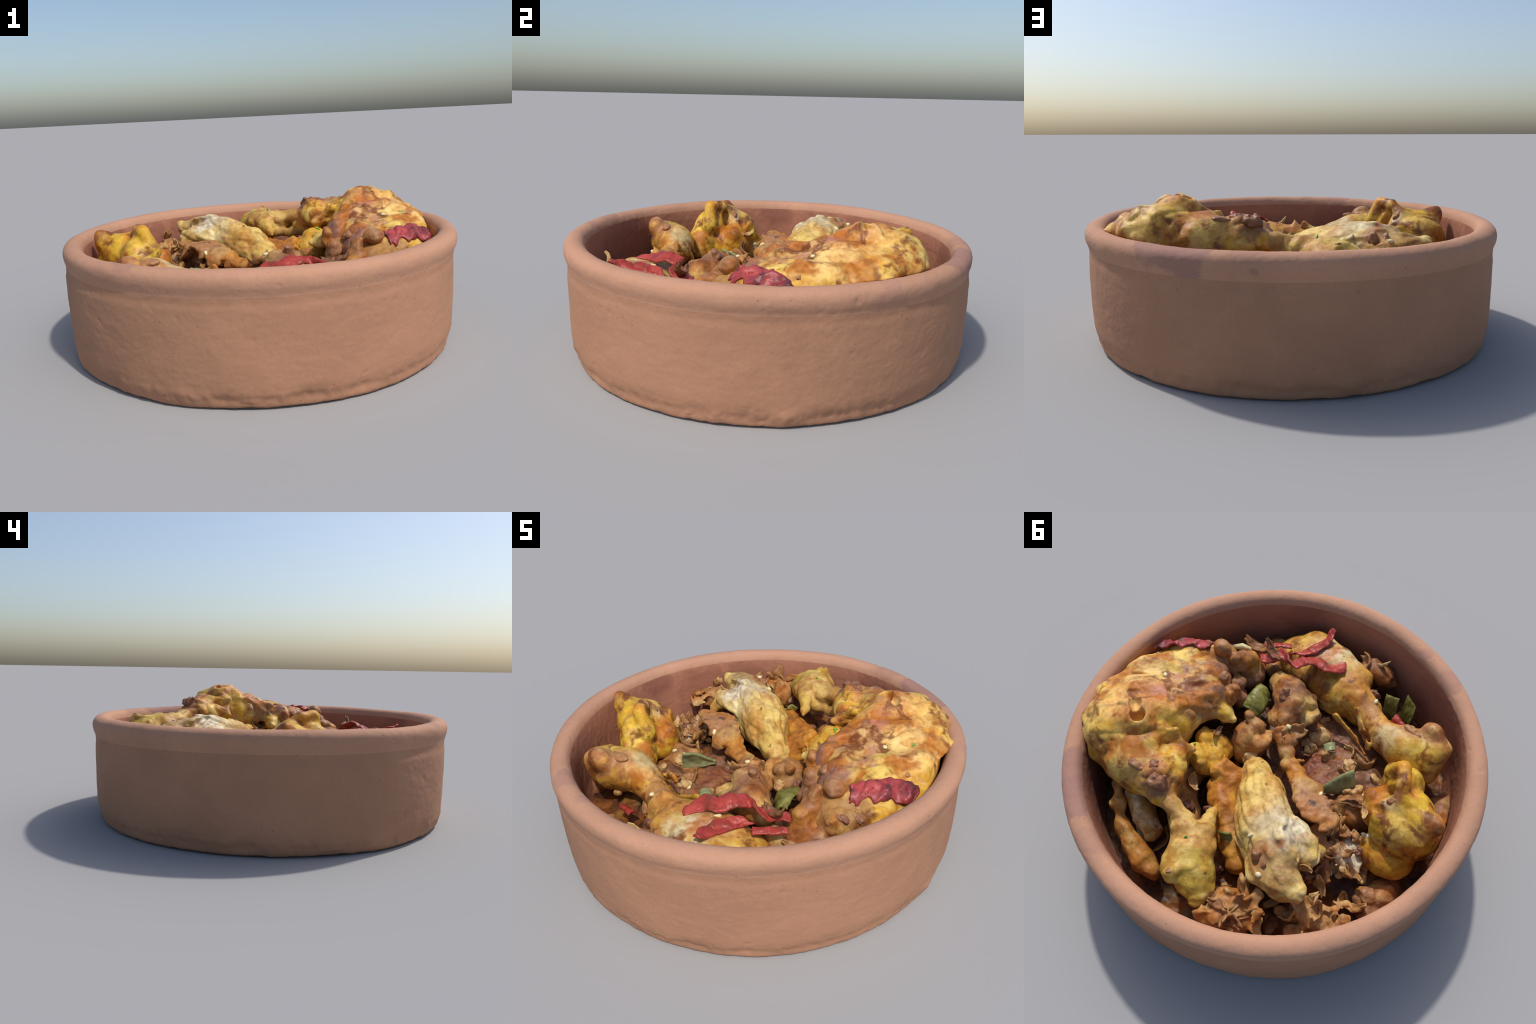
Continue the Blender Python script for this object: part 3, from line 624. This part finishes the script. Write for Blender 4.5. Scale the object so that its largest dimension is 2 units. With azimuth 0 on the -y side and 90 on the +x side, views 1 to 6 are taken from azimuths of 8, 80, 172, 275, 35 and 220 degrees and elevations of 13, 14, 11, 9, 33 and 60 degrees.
# lumpy brown wall of meat in front of the leg quarter
chunk([limb([(0.50, -0.28, 0.515, 0.042), (0.50, -0.32, 0.45, 0.05), (0.50, -0.33, 0.38, 0.06)]), ell((0.476, -0.372, 0.435), 0.042), limb([(0.56, -0.35, 0.29, 0.055), (0.66, -0.35, 0.27, 0.05), (0.74, -0.30, 0.27, 0.05)]), ell((0.60, -0.32, 0.43), (0.05, 0.05, 0.05)), ell((0.58, -0.27, 0.55), (0.05, 0.04, 0.04)), ell((0.44, -0.22, 0.42), (0.05, 0.05, 0.05)), ell((0.39, -0.14, 0.46), (0.045, 0.04, 0.06)),
       ell((0.36, -0.07, 0.515), (0.035, 0.035, 0.055)), ell((0.41, -0.10, 0.47), (0.05, 0.05, 0.05)), ell((0.55, -0.25, 0.46), (0.06, 0.06, 0.05)), ell((0.38, -0.17, 0.39), (0.04, 0.04, 0.04)), ell((0.5, -0.35, 0.35), (0.12, 0.1, 0.08))],
      BR2, 61, k=0.02, patches=[((0.51, -0.28, 0.55), 0.05, (0.42, 0.19, 0.06), 0.4, 0.8), ((0.47, -0.37, 0.45), 0.06, (0.46, 0.23, 0.05), 0.4, 0.9), ((0.66, -0.31, 0.5), 0.06, (0.07, 0.06, 0.055), 0.4, 0.8), ((0.37, -0.07, 0.53), 0.07, (0.38, 0.18, 0.06), 0.4, 0.9)])
# meat near the front wall and behind the peppers
chunk([limb([(0.46, -0.50, 0.30, 0.07), (0.54, -0.52, 0.29, 0.07), (0.60, -0.48, 0.31, 0.05)]), ell((0.48, -0.62, 0.27), (0.1, 0.08, 0.07)), ell((0.40, -0.45, 0.35), (0.05, 0.045, 0.05))], BR, 63, patches=[((0.58, -0.52, 0.42), 0.05, CREAM, 0.4, 0.6)])
# bent strip below the bone
chunk([limb([(0.49, 0.60, 0.40, 0.022), (0.42, 0.66, 0.38, 0.03), (0.35, 0.71, 0.35, 0.032), (0.25, 0.75, 0.32, 0.05), (0.16, 0.77, 0.30, 0.055), (0.10, 0.78, 0.29, 0.045)])], ((0.3, (0.28, 0.12, 0.03)), (0.5, (0.42, 0.21, 0.05)), (0.7, (0.56, 0.36, 0.1))), 65, wrinkle=None)
chunk([limb([(0.40, 0.57, 0.38, 0.05), (0.31, 0.61, 0.35, 0.055), (0.22, 0.65, 0.31, 0.05)])], ((0.3, (0.30, 0.15, 0.03)), (0.5, (0.45, 0.28, 0.08)), (0.7, PALE)), 67)
chunk([ell((-0.79, 0.15, 0.19), (0.08, 0.11, 0.07)), limb([(-0.72, 0.22, 0.2, 0.05), (-0.78, 0.26, 0.19, 0.05)])], BR2, 69)
chunk([limb([(0.28, 0.34, 0.36, 0.08), (0.24, 0.44, 0.32, 0.08), (0.12, 0.52, 0.27, 0.08)]), limb([(0.27, 0.37, 0.45, 0.035), (0.25, 0.42, 0.40, 0.05), (0.24, 0.48, 0.34, 0.05)])], BR, 71)
chunk([limb([(-0.10, -0.80, 0.36, 0.05), (-0.02, -0.80, 0.38, 0.045)]), ell((-0.07, -0.83, 0.30), (0.09, 0.05, 0.07))], BR2, 73)
chunk([ell((-0.77, -0.38, 0.20), (0.09, 0.13, 0.10)), limb([(-0.82, -0.24, 0.18, 0.07), (-0.80, -0.32, 0.22, 0.06)])], BR2, 77)
chunk([ell((-0.45, -0.10, 0.26), (0.12, 0.10, 0.08)), limb([(-0.38, -0.05, 0.30, 0.04), (-0.46, -0.10, 0.33, 0.04), (-0.53, -0.10, 0.32, 0.04)])], BR, 75)

# crumpled clusters of onion skin and shredded meat
def crumple(centre, size, n, seed, ramp, name, text, rib=(0.05, 0.10), heading=None):
    r = random.Random(seed); pr = [ell(centre, [q * 0.78 for q in size])]
    for i in range(n):
        a = r.uniform(0, 6.283); e = r.uniform(-0.1, 1.0)
        c = np.array(centre) + np.array([math.cos(a) * size[0], math.sin(a) * size[1], e * size[2]]) * r.uniform(0.45, 0.85)
        if heading is None: d = np.array([r.gauss(0, 1), r.gauss(0, 1), r.gauss(0, .5)])
        else: d = np.array(heading) + 0.5 * np.array([r.gauss(0, 1), r.gauss(0, 1), r.gauss(0, .5)])
        d = d / np.linalg.norm(d); nn = np.array([r.gauss(0, 1), r.gauss(0, 1), r.gauss(0, 1)])
        L = r.uniform(*rib); b = np.cross(d, nn); b /= np.linalg.norm(b)
        pts = []
        for t in (-1, -0.3, 0.4, 1):
            p = c + d * L * t + b * L * 0.5 * math.sin(t * 2 + i)
            pts.append((*p, r.uniform(0.02, 0.042), 0.010))
        pr.append(ribbon(pts, nn, 0.006))
    return chunk(pr, ramp, seed, name, text, k=0.014, rough=(0.014, 12), fine=(0.004, 34), wrinkle=(0.010, 13, (1, 0, 1)), vox=0.0055)
ON = ((0.3, (0.17, 0.07, 0.03)), (0.45, (0.30, 0.15, 0.055)), (0.58, (0.43, 0.24, 0.09)), (0.74, (0.62, 0.44, 0.21)))
crumple((-0.34, 0.69, 0.36), (0.15, 0.12, 0.12), 16, 81, ON, 'onion_cluster', 'crumpled cluster of soft browned onion', (0.04, 0.08))
crumple((-0.63, 0.48, 0.335), (0.15, 0.085, 0.09), 12, 83, ON, 'onion_cluster', 'crumpled cluster of soft browned onion', (0.04, 0.09), (-0.85, -0.4, 0))
crumple((-0.55, 0.12, 0.27), (0.09, 0.12, 0.09), 15, 85, ((0.3, (0.20, 0.10, 0.04)), (0.45, (0.45, 0.28, 0.11)), (0.58, PALE), (0.72, (0.75, 0.68, 0.52))), 'onion_cluster', 'pale shredded cluster of onion and skin', (0.04, 0.09), (-0.7, 0.7, 0))
crumple((-0.44, 0.30, 0.26), (0.10, 0.10, 0.09), 10, 87, BR2, 'onion_cluster', 'dark crumpled cluster of onion', (0.03, 0.07))

# ------------------------------------------------------------------ peppers
def pepper_red(loc): return plain('red_pepper_skin', ((0.33, (0.15, 0.045, 0.025)), (0.48, (0.31, 0.035, 0.025)), (0.66, (0.42, 0.065, 0.05))), 12, 1, 0.4, 0.35)
def pepper_cap(loc): return plain('red_pepper_scorched', ((0.36, (0.09, 0.03, 0.032)), (0.5, (0.25, 0.04, 0.042)), (0.66, (0.42, 0.065, 0.06))), 12, 4, 0.4, 0.35)
def pepper_green(loc): return plain('green_pepper_skin', ((0.35, (0.19, 0.20, 0.075)), (0.5, (0.26, 0.29, 0.13)), (0.65, (0.33, 0.38, 0.20))), 10, 2, 0.4, 0.2)
def pepper_olive(loc): return plain('olive_pepper_skin', ((0.35, (0.09, 0.08, 0.012)), (0.5, (0.16, 0.15, 0.03)), (0.65, (0.25, 0.24, 0.065))), 10, 3, 0.4, 0.2)
RT = 'thin wrinkled strip of red pepper'; GT = 'soft cooked piece of green pepper'
pepper_bvh = tree()
sheet_object('red_pepper_strip', pepper_red, RT, 'pepper',
    [(0.084, -0.673, 0.45), (0.139, -0.603, 0.46), (0.204, -0.597, 0.475), (0.258, -0.539, 0.48), (0.313, -0.485, 0.475), (0.394, -0.521, 0.47), (0.438, -0.463, 0.44), (0.477, -0.436, 0.435)],
    [(0.025, -0.599, 0.47), (0.087, -0.521, 0.495), (0.151, -0.502, 0.51), (0.2, -0.455, 0.515), (0.227, -0.429, 0.5), (0.304, -0.45, 0.485), (0.357, -0.417, 0.455), (0.425, -0.377, 0.445)], 0.010, 0.010, seed=3, wave=0.010, n=80, drape=pepper_bvh, fold=(0.018, 4.5), inset=0.12)
sheet_object('red_pepper_strip', pepper_red, RT, 'pepper',
    [(0.256, -0.776, 0.49), (0.259, -0.719, 0.455), (0.281, -0.658, 0.445), (0.306, -0.589, 0.44), (0.347, -0.527, 0.44)],
    [(0.227, -0.776, 0.5), (0.202, -0.706, 0.485), (0.217, -0.651, 0.475), (0.234, -0.597, 0.47), (0.274, -0.548, 0.465)], 0.012, 0.008, seed=7, wave=0.010, drape=pepper_bvh, fold=(0.008, 3))
sheet_object('red_pepper_strip', pepper_red, RT, 'pepper', [(0.36, -0.56, 0.45), (0.42, -0.52, 0.45), (0.47, -0.48, 0.44)], [(0.38, -0.59, 0.44), (0.44, -0.55, 0.44), (0.50, -0.50, 0.43)], 0.010, 0.006, seed=8, drape=pepper_bvh)
sheet_object('red_pepper_cap', pepper_cap, 'scorched wrinkled piece of red pepper', 'pepper',
    [(0.63, -0.21, 0.56), (0.69, -0.165, 0.575), (0.76, -0.11, 0.58), (0.83, -0.06, 0.555), (0.87, -0.05, 0.525)],
    [(0.66, -0.285, 0.485), (0.70, -0.25, 0.505), (0.775, -0.20, 0.52), (0.845, -0.14, 0.495), (0.875, -0.11, 0.475)], 0.012, 0.010, seed=9, wave=0.014, up=(0.3, -0.7, 0.6), drape=pepper_bvh, fold=(0.03, 3.6))
sheet_object('green_pepper_piece', pepper_green, GT, 'pepper',
    [(-0.335, -0.205, 0.40), (-0.29, -0.14, 0.375), (-0.24, -0.06, 0.30)], [(-0.39, -0.165, 0.245), (-0.325, -0.11, 0.26), (-0.245, -0.055, 0.285)], 0.016, 0.012, seed=11, wave=0.004, ragged=0.002, up=(-0.5, 0.5, 0.6))
sheet_object('green_pepper_piece', pepper_olive, GT, 'pepper',
    [(0.36, -0.14, 0.385), (0.36, -0.24, 0.405), (0.37, -0.31, 0.385)], [(0.25, -0.15, 0.345), (0.25, -0.22, 0.365), (0.30, -0.31, 0.34)], 0.016, 0.02, seed=13, wave=0.006)
sheet_object('green_pepper_piece', pepper_olive, GT, 'pepper',
    [(-0.06, 0.47, 0.43), (-0.10, 0.49, 0.36), (-0.14, 0.52, 0.28)], [(-0.11, 0.44, 0.43), (-0.145, 0.455, 0.36), (-0.18, 0.48, 0.28)], 0.014, 0.02, seed=15, wave=0.004, up=(-0.3, 0.3, 0.8))
sheet_object('green_pepper_piece', pepper_green, GT, 'pepper',
    [(-0.16, -0.29, 0.285), (-0.13, -0.33, 0.285)], [(-0.13, -0.25, 0.27), (-0.09, -0.28, 0.275)], 0.012, 0.012, seed=17, wave=0.004)
sheet_object('green_pepper_piece', pepper_olive, GT, 'pepper', [(-0.17, -0.72, 0.34), (-0.24, -0.75, 0.33)], [(-0.20, -0.66, 0.22), (-0.27, -0.68, 0.22)], 0.014, 0.01, seed=19, wave=0.004, up=(-.3, .5, .8))
sheet_object('green_pepper_piece', pepper_olive, GT, 'pepper', [(-0.27, -0.77, 0.37), (-0.34, -0.76, 0.33)], [(-0.28, -0.70, 0.23), (-0.36, -0.68, 0.22)], 0.014, 0.01, seed=23, wave=0.004, up=(-.3, .5, .8))
sheet_object('red_pepper_strip', pepper_red, RT, 'pepper', [(-0.28, -0.66, 0.32), (-0.38, -0.63, 0.31)], [(-0.28, -0.61, 0.30), (-0.37, -0.59, 0.29)], 0.012, 0.015, seed=25)

# ------------------------------------------------------------------ stew bed
def bed():
    nr_, na = 150, 420
    r = np.linspace(0.002, 0.880, nr_)[:, None]; th = np.linspace(0, 2 * np.pi, na, endpoint=False)[None]
    X = (r * np.cos(th)).ravel(); Y = (r * np.sin(th)).ravel()
    Q = np.stack([X, Y, 0 * X], 1)
    rad = np.hypot(X, Y)
    hill = lambda cx, cy, w: np.exp(-((X - cx) ** 2 + (Y - cy) ** 2) / w ** 2)
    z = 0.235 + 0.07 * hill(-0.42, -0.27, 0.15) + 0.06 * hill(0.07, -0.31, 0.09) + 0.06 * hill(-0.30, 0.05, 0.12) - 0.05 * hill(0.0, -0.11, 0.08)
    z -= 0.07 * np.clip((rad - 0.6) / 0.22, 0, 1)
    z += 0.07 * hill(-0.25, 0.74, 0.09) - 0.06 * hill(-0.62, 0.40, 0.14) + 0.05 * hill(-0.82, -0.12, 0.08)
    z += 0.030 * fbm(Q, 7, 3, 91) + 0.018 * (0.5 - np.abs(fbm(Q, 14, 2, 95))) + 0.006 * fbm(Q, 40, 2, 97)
    V = np.stack([X, Y, z], 1)
    i = np.arange(nr_ - 1)[:, None]; j = np.arange(na)[None]
    F = np.stack([i * na + j, (i + 1) * na + j, (i + 1) * na + (j + 1) % na, i * na + (j + 1) % na], -1).reshape(-1, 4)
    TREES.append((V, F))
    m = chicken('stew_sauce', (0, 0, 0), [((-0.16, -0.22, 0.26), 0.26, (0.24, 0.11, 0.06), 0.5, 0.9), ((-0.10, -0.14, 0.26), 0.13, (0.20, 0.05, 0.025), 0.5, 0.8)], ((0.3, (0.035, 0.016, 0.010)), (0.5, (0.075, 0.034, 0.018)), (0.7, (0.13, 0.06, 0.03))), 0.3, 12, 9, 0.1)  # sauce colour darkened to paint the near-black shadow in the gaps
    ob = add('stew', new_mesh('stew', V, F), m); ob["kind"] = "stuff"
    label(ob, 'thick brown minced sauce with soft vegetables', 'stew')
bed()

# ------------------------------------------------------------------ small bits lying on everything
bvh = tree()
def drop(x, y, z=1.2):
    h = bvh.ray_cast(Vector((x, y, z)), Vector((0, 0, -1)))
    return (h[0], h[1]) if h[0] is not None else (None, None)

def blob_mesh(name, r, seed, k=16, amp=0.42):
    def f(P):
        return ell((0, 0, 0), r)(P) + min(r) * amp * 2 * fbm(P / np.mean(r), 1.0, 2, seed)
    e = np.array(r) * 1.7
    V, F = surface_net(f, -e, e, max(r) * 2 / k)
    return new_mesh(name, V, F)

ONION_M = plain('browned_onion', ((0.25, (0.15, 0.06, 0.04)), (0.42, (0.27, 0.12, 0.06)), (0.58, (0.40, 0.20, 0.07)), (0.78, (0.56, 0.38, 0.16))), 14, 5, 0.45, 0.3, 0.5)
LUMP_M = plain('sauce_coated_onion', ((0.25, (0.16, 0.062, 0.035)), (0.5, (0.26, 0.115, 0.055)), (0.75, (0.40, 0.19, 0.07))), 14, 6, 0.45, 0.3, 0.3)
SEED_M = plain('pale_seed', ((0.3, (0.60, 0.45, 0.16)), (0.6, (0.75, 0.66, 0.38))), 20, 7, 0.45, 0.1)
HERB_M = plain('green_herb', ((0.3, (0.06, 0.16, 0.02)), (0.6, (0.16, 0.33, 0.05))), 20, 8, 0.5, 0.1)
onions = [blob_mesh('onion_bit', r, 100 + i) for i, r in enumerate([(0.044, 0.034, 0.018), (0.034, 0.030, 0.020), (0.05, 0.024, 0.016), (0.038, 0.036, 0.016), (0.030, 0.026, 0.022)])]
lumps = [m.copy() for m in onions]
seeds = [blob_mesh('seed', r, 120 + i, 10, 0.1) for i, r in enumerate([(0.014, 0.011, 0.008), (0.017, 0.009, 0.008)])]
herbs = [blob_mesh('herb', r, 130 + i, 10, 0.2) for i, r in enumerate([(0.018, 0.006, 0.004), (0.012, 0.008, 0.004)])]
for ms, m in ((onions, ONION_M), (lumps, LUMP_M), (seeds, SEED_M), (herbs, HERB_M)):
    for me in ms: me.materials.append(m)
def put(name, meshes, x, y, text, cat, size=1.0, lift=0.0, tilt=0.3, zmax=1.2):
    p, n = drop(x, y, zmax)
    if p is None: return
    ob = add(name, rng.choice(meshes))
    q = Vector((0, 0, 1)).rotation_difference(n.lerp(Vector((0, 0, 1)), 0.3))
    e = q.to_matrix() @ Vector((1, 0, 0)).to_track_quat('X', 'Z').to_matrix()
    from mathutils import Euler
    ob.rotation_euler = (q @ Euler((rng.gauss(0, tilt), rng.gauss(0, tilt), rng.uniform(0, 6.28))).to_quaternion()).to_euler()
    s = size * rng.uniform(0.85, 1.15); ob.scale = (s, s * rng.uniform(.85, 1.1), s * rng.uniform(.9, 1.2))
    ob.location = p + n * lift
    label(ob, text, cat)
OT = 'soft browned bit of cooked onion'; ST = 'small pale seed stuck in the sauce'; HT = 'tiny snippet of green herb'
for x, y, s in [(0.36, 0.52, 1.0), (0.305, 0.475, 0.95), (0.235, 0.52, 1.25), (0.50, 0.17, 0.8), (0.46, -0.14, 1.1), (0.80, -0.02, 0.5), (0.77, -0.035, 0.4), (0.66, -0.34, 0.9), (0.72, -0.30, 0.8),
                (-0.46, -0.51, 1.1), (-0.60, -0.10, 0.7), (-0.07, 0.77, .5), (0.17, -0.27, 0.9), (-0.3, 0.48, 0.7), (-0.35, 0.5, .7)]:
    put('onion_bit', lumps, x, y, 'sauce coated purple brown onion lump', 'onion', s, -0.006)
for i in range(110):
    a = rng.uniform(0, 6.283); r = 0.85 * math.sqrt(rng.random())
    put('onion_bit', onions, r * math.cos(a), r * math.sin(a), OT, 'onion', rng.uniform(0.7, 1.3), 0.004, 0.5, 0.375)
# curled onion leaves
def curl_mesh(seed, L, W):
    r = random.Random(seed); b = r.uniform(0.5, 1.2)
    lf = [(L * t, -W * (1 - 0.5 * t * t), L * b * t * t) for t in (-1, -0.4, 0.3, 1)]
    rt = [(L * t, W * (1 - 0.6 * t * t), L * b * t * t * 0.7 + W * 0.4) for t in (-1, -0.4, 0.3, 1)]
    V, F = sheet(lf, rt, 0.010, -W * 0.5, 0.003, 0.014, 26, 10, seed)
    return new_mesh('onion_leaf', V, F)
LEAF_M = plain('onion_leaf_flesh', ((0.28, (0.17, 0.07, 0.03)), (0.45, (0.30, 0.14, 0.05)), (0.6, (0.42, 0.23, 0.08)), (0.78, (0.60, 0.42, 0.19))), 12, 9, 0.45, 0.3, 0.4)
leaves = [curl_mesh(200 + i, L, W) for i, (L, W) in enumerate([(0.05, 0.022), (0.06, 0.018), (0.04, 0.028), (0.05, 0.030)])]
for me in leaves: me.materials.append(LEAF_M)
LT = 'curled leaf of soft browned onion'
for x, y in [(-0.36, 0.66), (-0.30, 0.72), (-0.43, 0.66), (-0.38, 0.74), (-0.55, 0.54), (-0.63, 0.47), (-0.58, 0.44), (-0.50, 0.08), (-0.56, 0.15), (-0.63, 0.20), (-0.66, 0.28), (-0.50, 0.22), (-0.54, 0.32), (-0.48, 0.36),
             (-0.44, -0.08), (-0.52, -0.04), (-0.40, 0.0), (-0.34, -0.30), (-0.28, -0.22), (-0.22, -0.36), (-0.05, -0.22), (0.02, -0.16), (0.10, -0.14), (0.40, -0.46), (0.56, -0.50), (-0.06, -0.80), (0.0, -0.78), (0.30, 0.30), (0.22, 0.36), (0.26, 0.44), (0.30, 0.10), (0.18, 0.12), (-0.02, 0.0), (0.18, 0.62), (0.05, 0.45), (-0.74, 0.28)]:
    put('onion_leaf', leaves, x, y, LT, 'onion', rng.uniform(0.7, 1.25), 0.008, 0.5, 0.56)
for x, y in [(-0.219, 0.422), (-0.362, 0.533), (-0.184, -0.582), (0.647, 0.074), (-0.243, -0.284), (0.05, -0.16), (0.17, -0.80), (0.60, -0.45), (-0.03, -0.2), (-0.45, -0.14), (-0.3, 0.02)]:
    put('seed', seeds, x, y, ST, 'seed', 1.0, 0.004)
for x, y in [(0.745, 0.165), (0.302, 0.25), (0.31, 0.23), (-0.02, 0.62)]:
    put('herb', herbs, x, y, HT, 'herb', 0.9, 0.003)

def strand(pts, seed):
    piece('onion_strand', {'a': [limb(pts, 0.004)]}, lambda loc: {'a': SEED_M}, 'thin pale strand of soft onion', 'onion', k=0.004, rough=(0.004, 20), fine=None, seed=seed, vox=0.004)
strand([(0.20, -0.575, 0.455, 0.009), (0.155, -0.625, 0.455, 0.010), (0.125, -0.66, 0.445, 0.009)], 301)
strand([(0.215, -0.595, 0.45, 0.008), (0.175, -0.64, 0.452, 0.009), (0.15, -0.68, 0.445, 0.008)], 303)
strand([(0.575, -0.47, 0.365, 0.016), (0.62, -0.45, 0.37, 0.018), (0.665, -0.425, 0.36, 0.012)], 305)
strand([(0.35, 0.63, 0.30, 0.012), (0.25, 0.70, 0.26, 0.014), (0.17, 0.72, 0.24, 0.01)], 307)
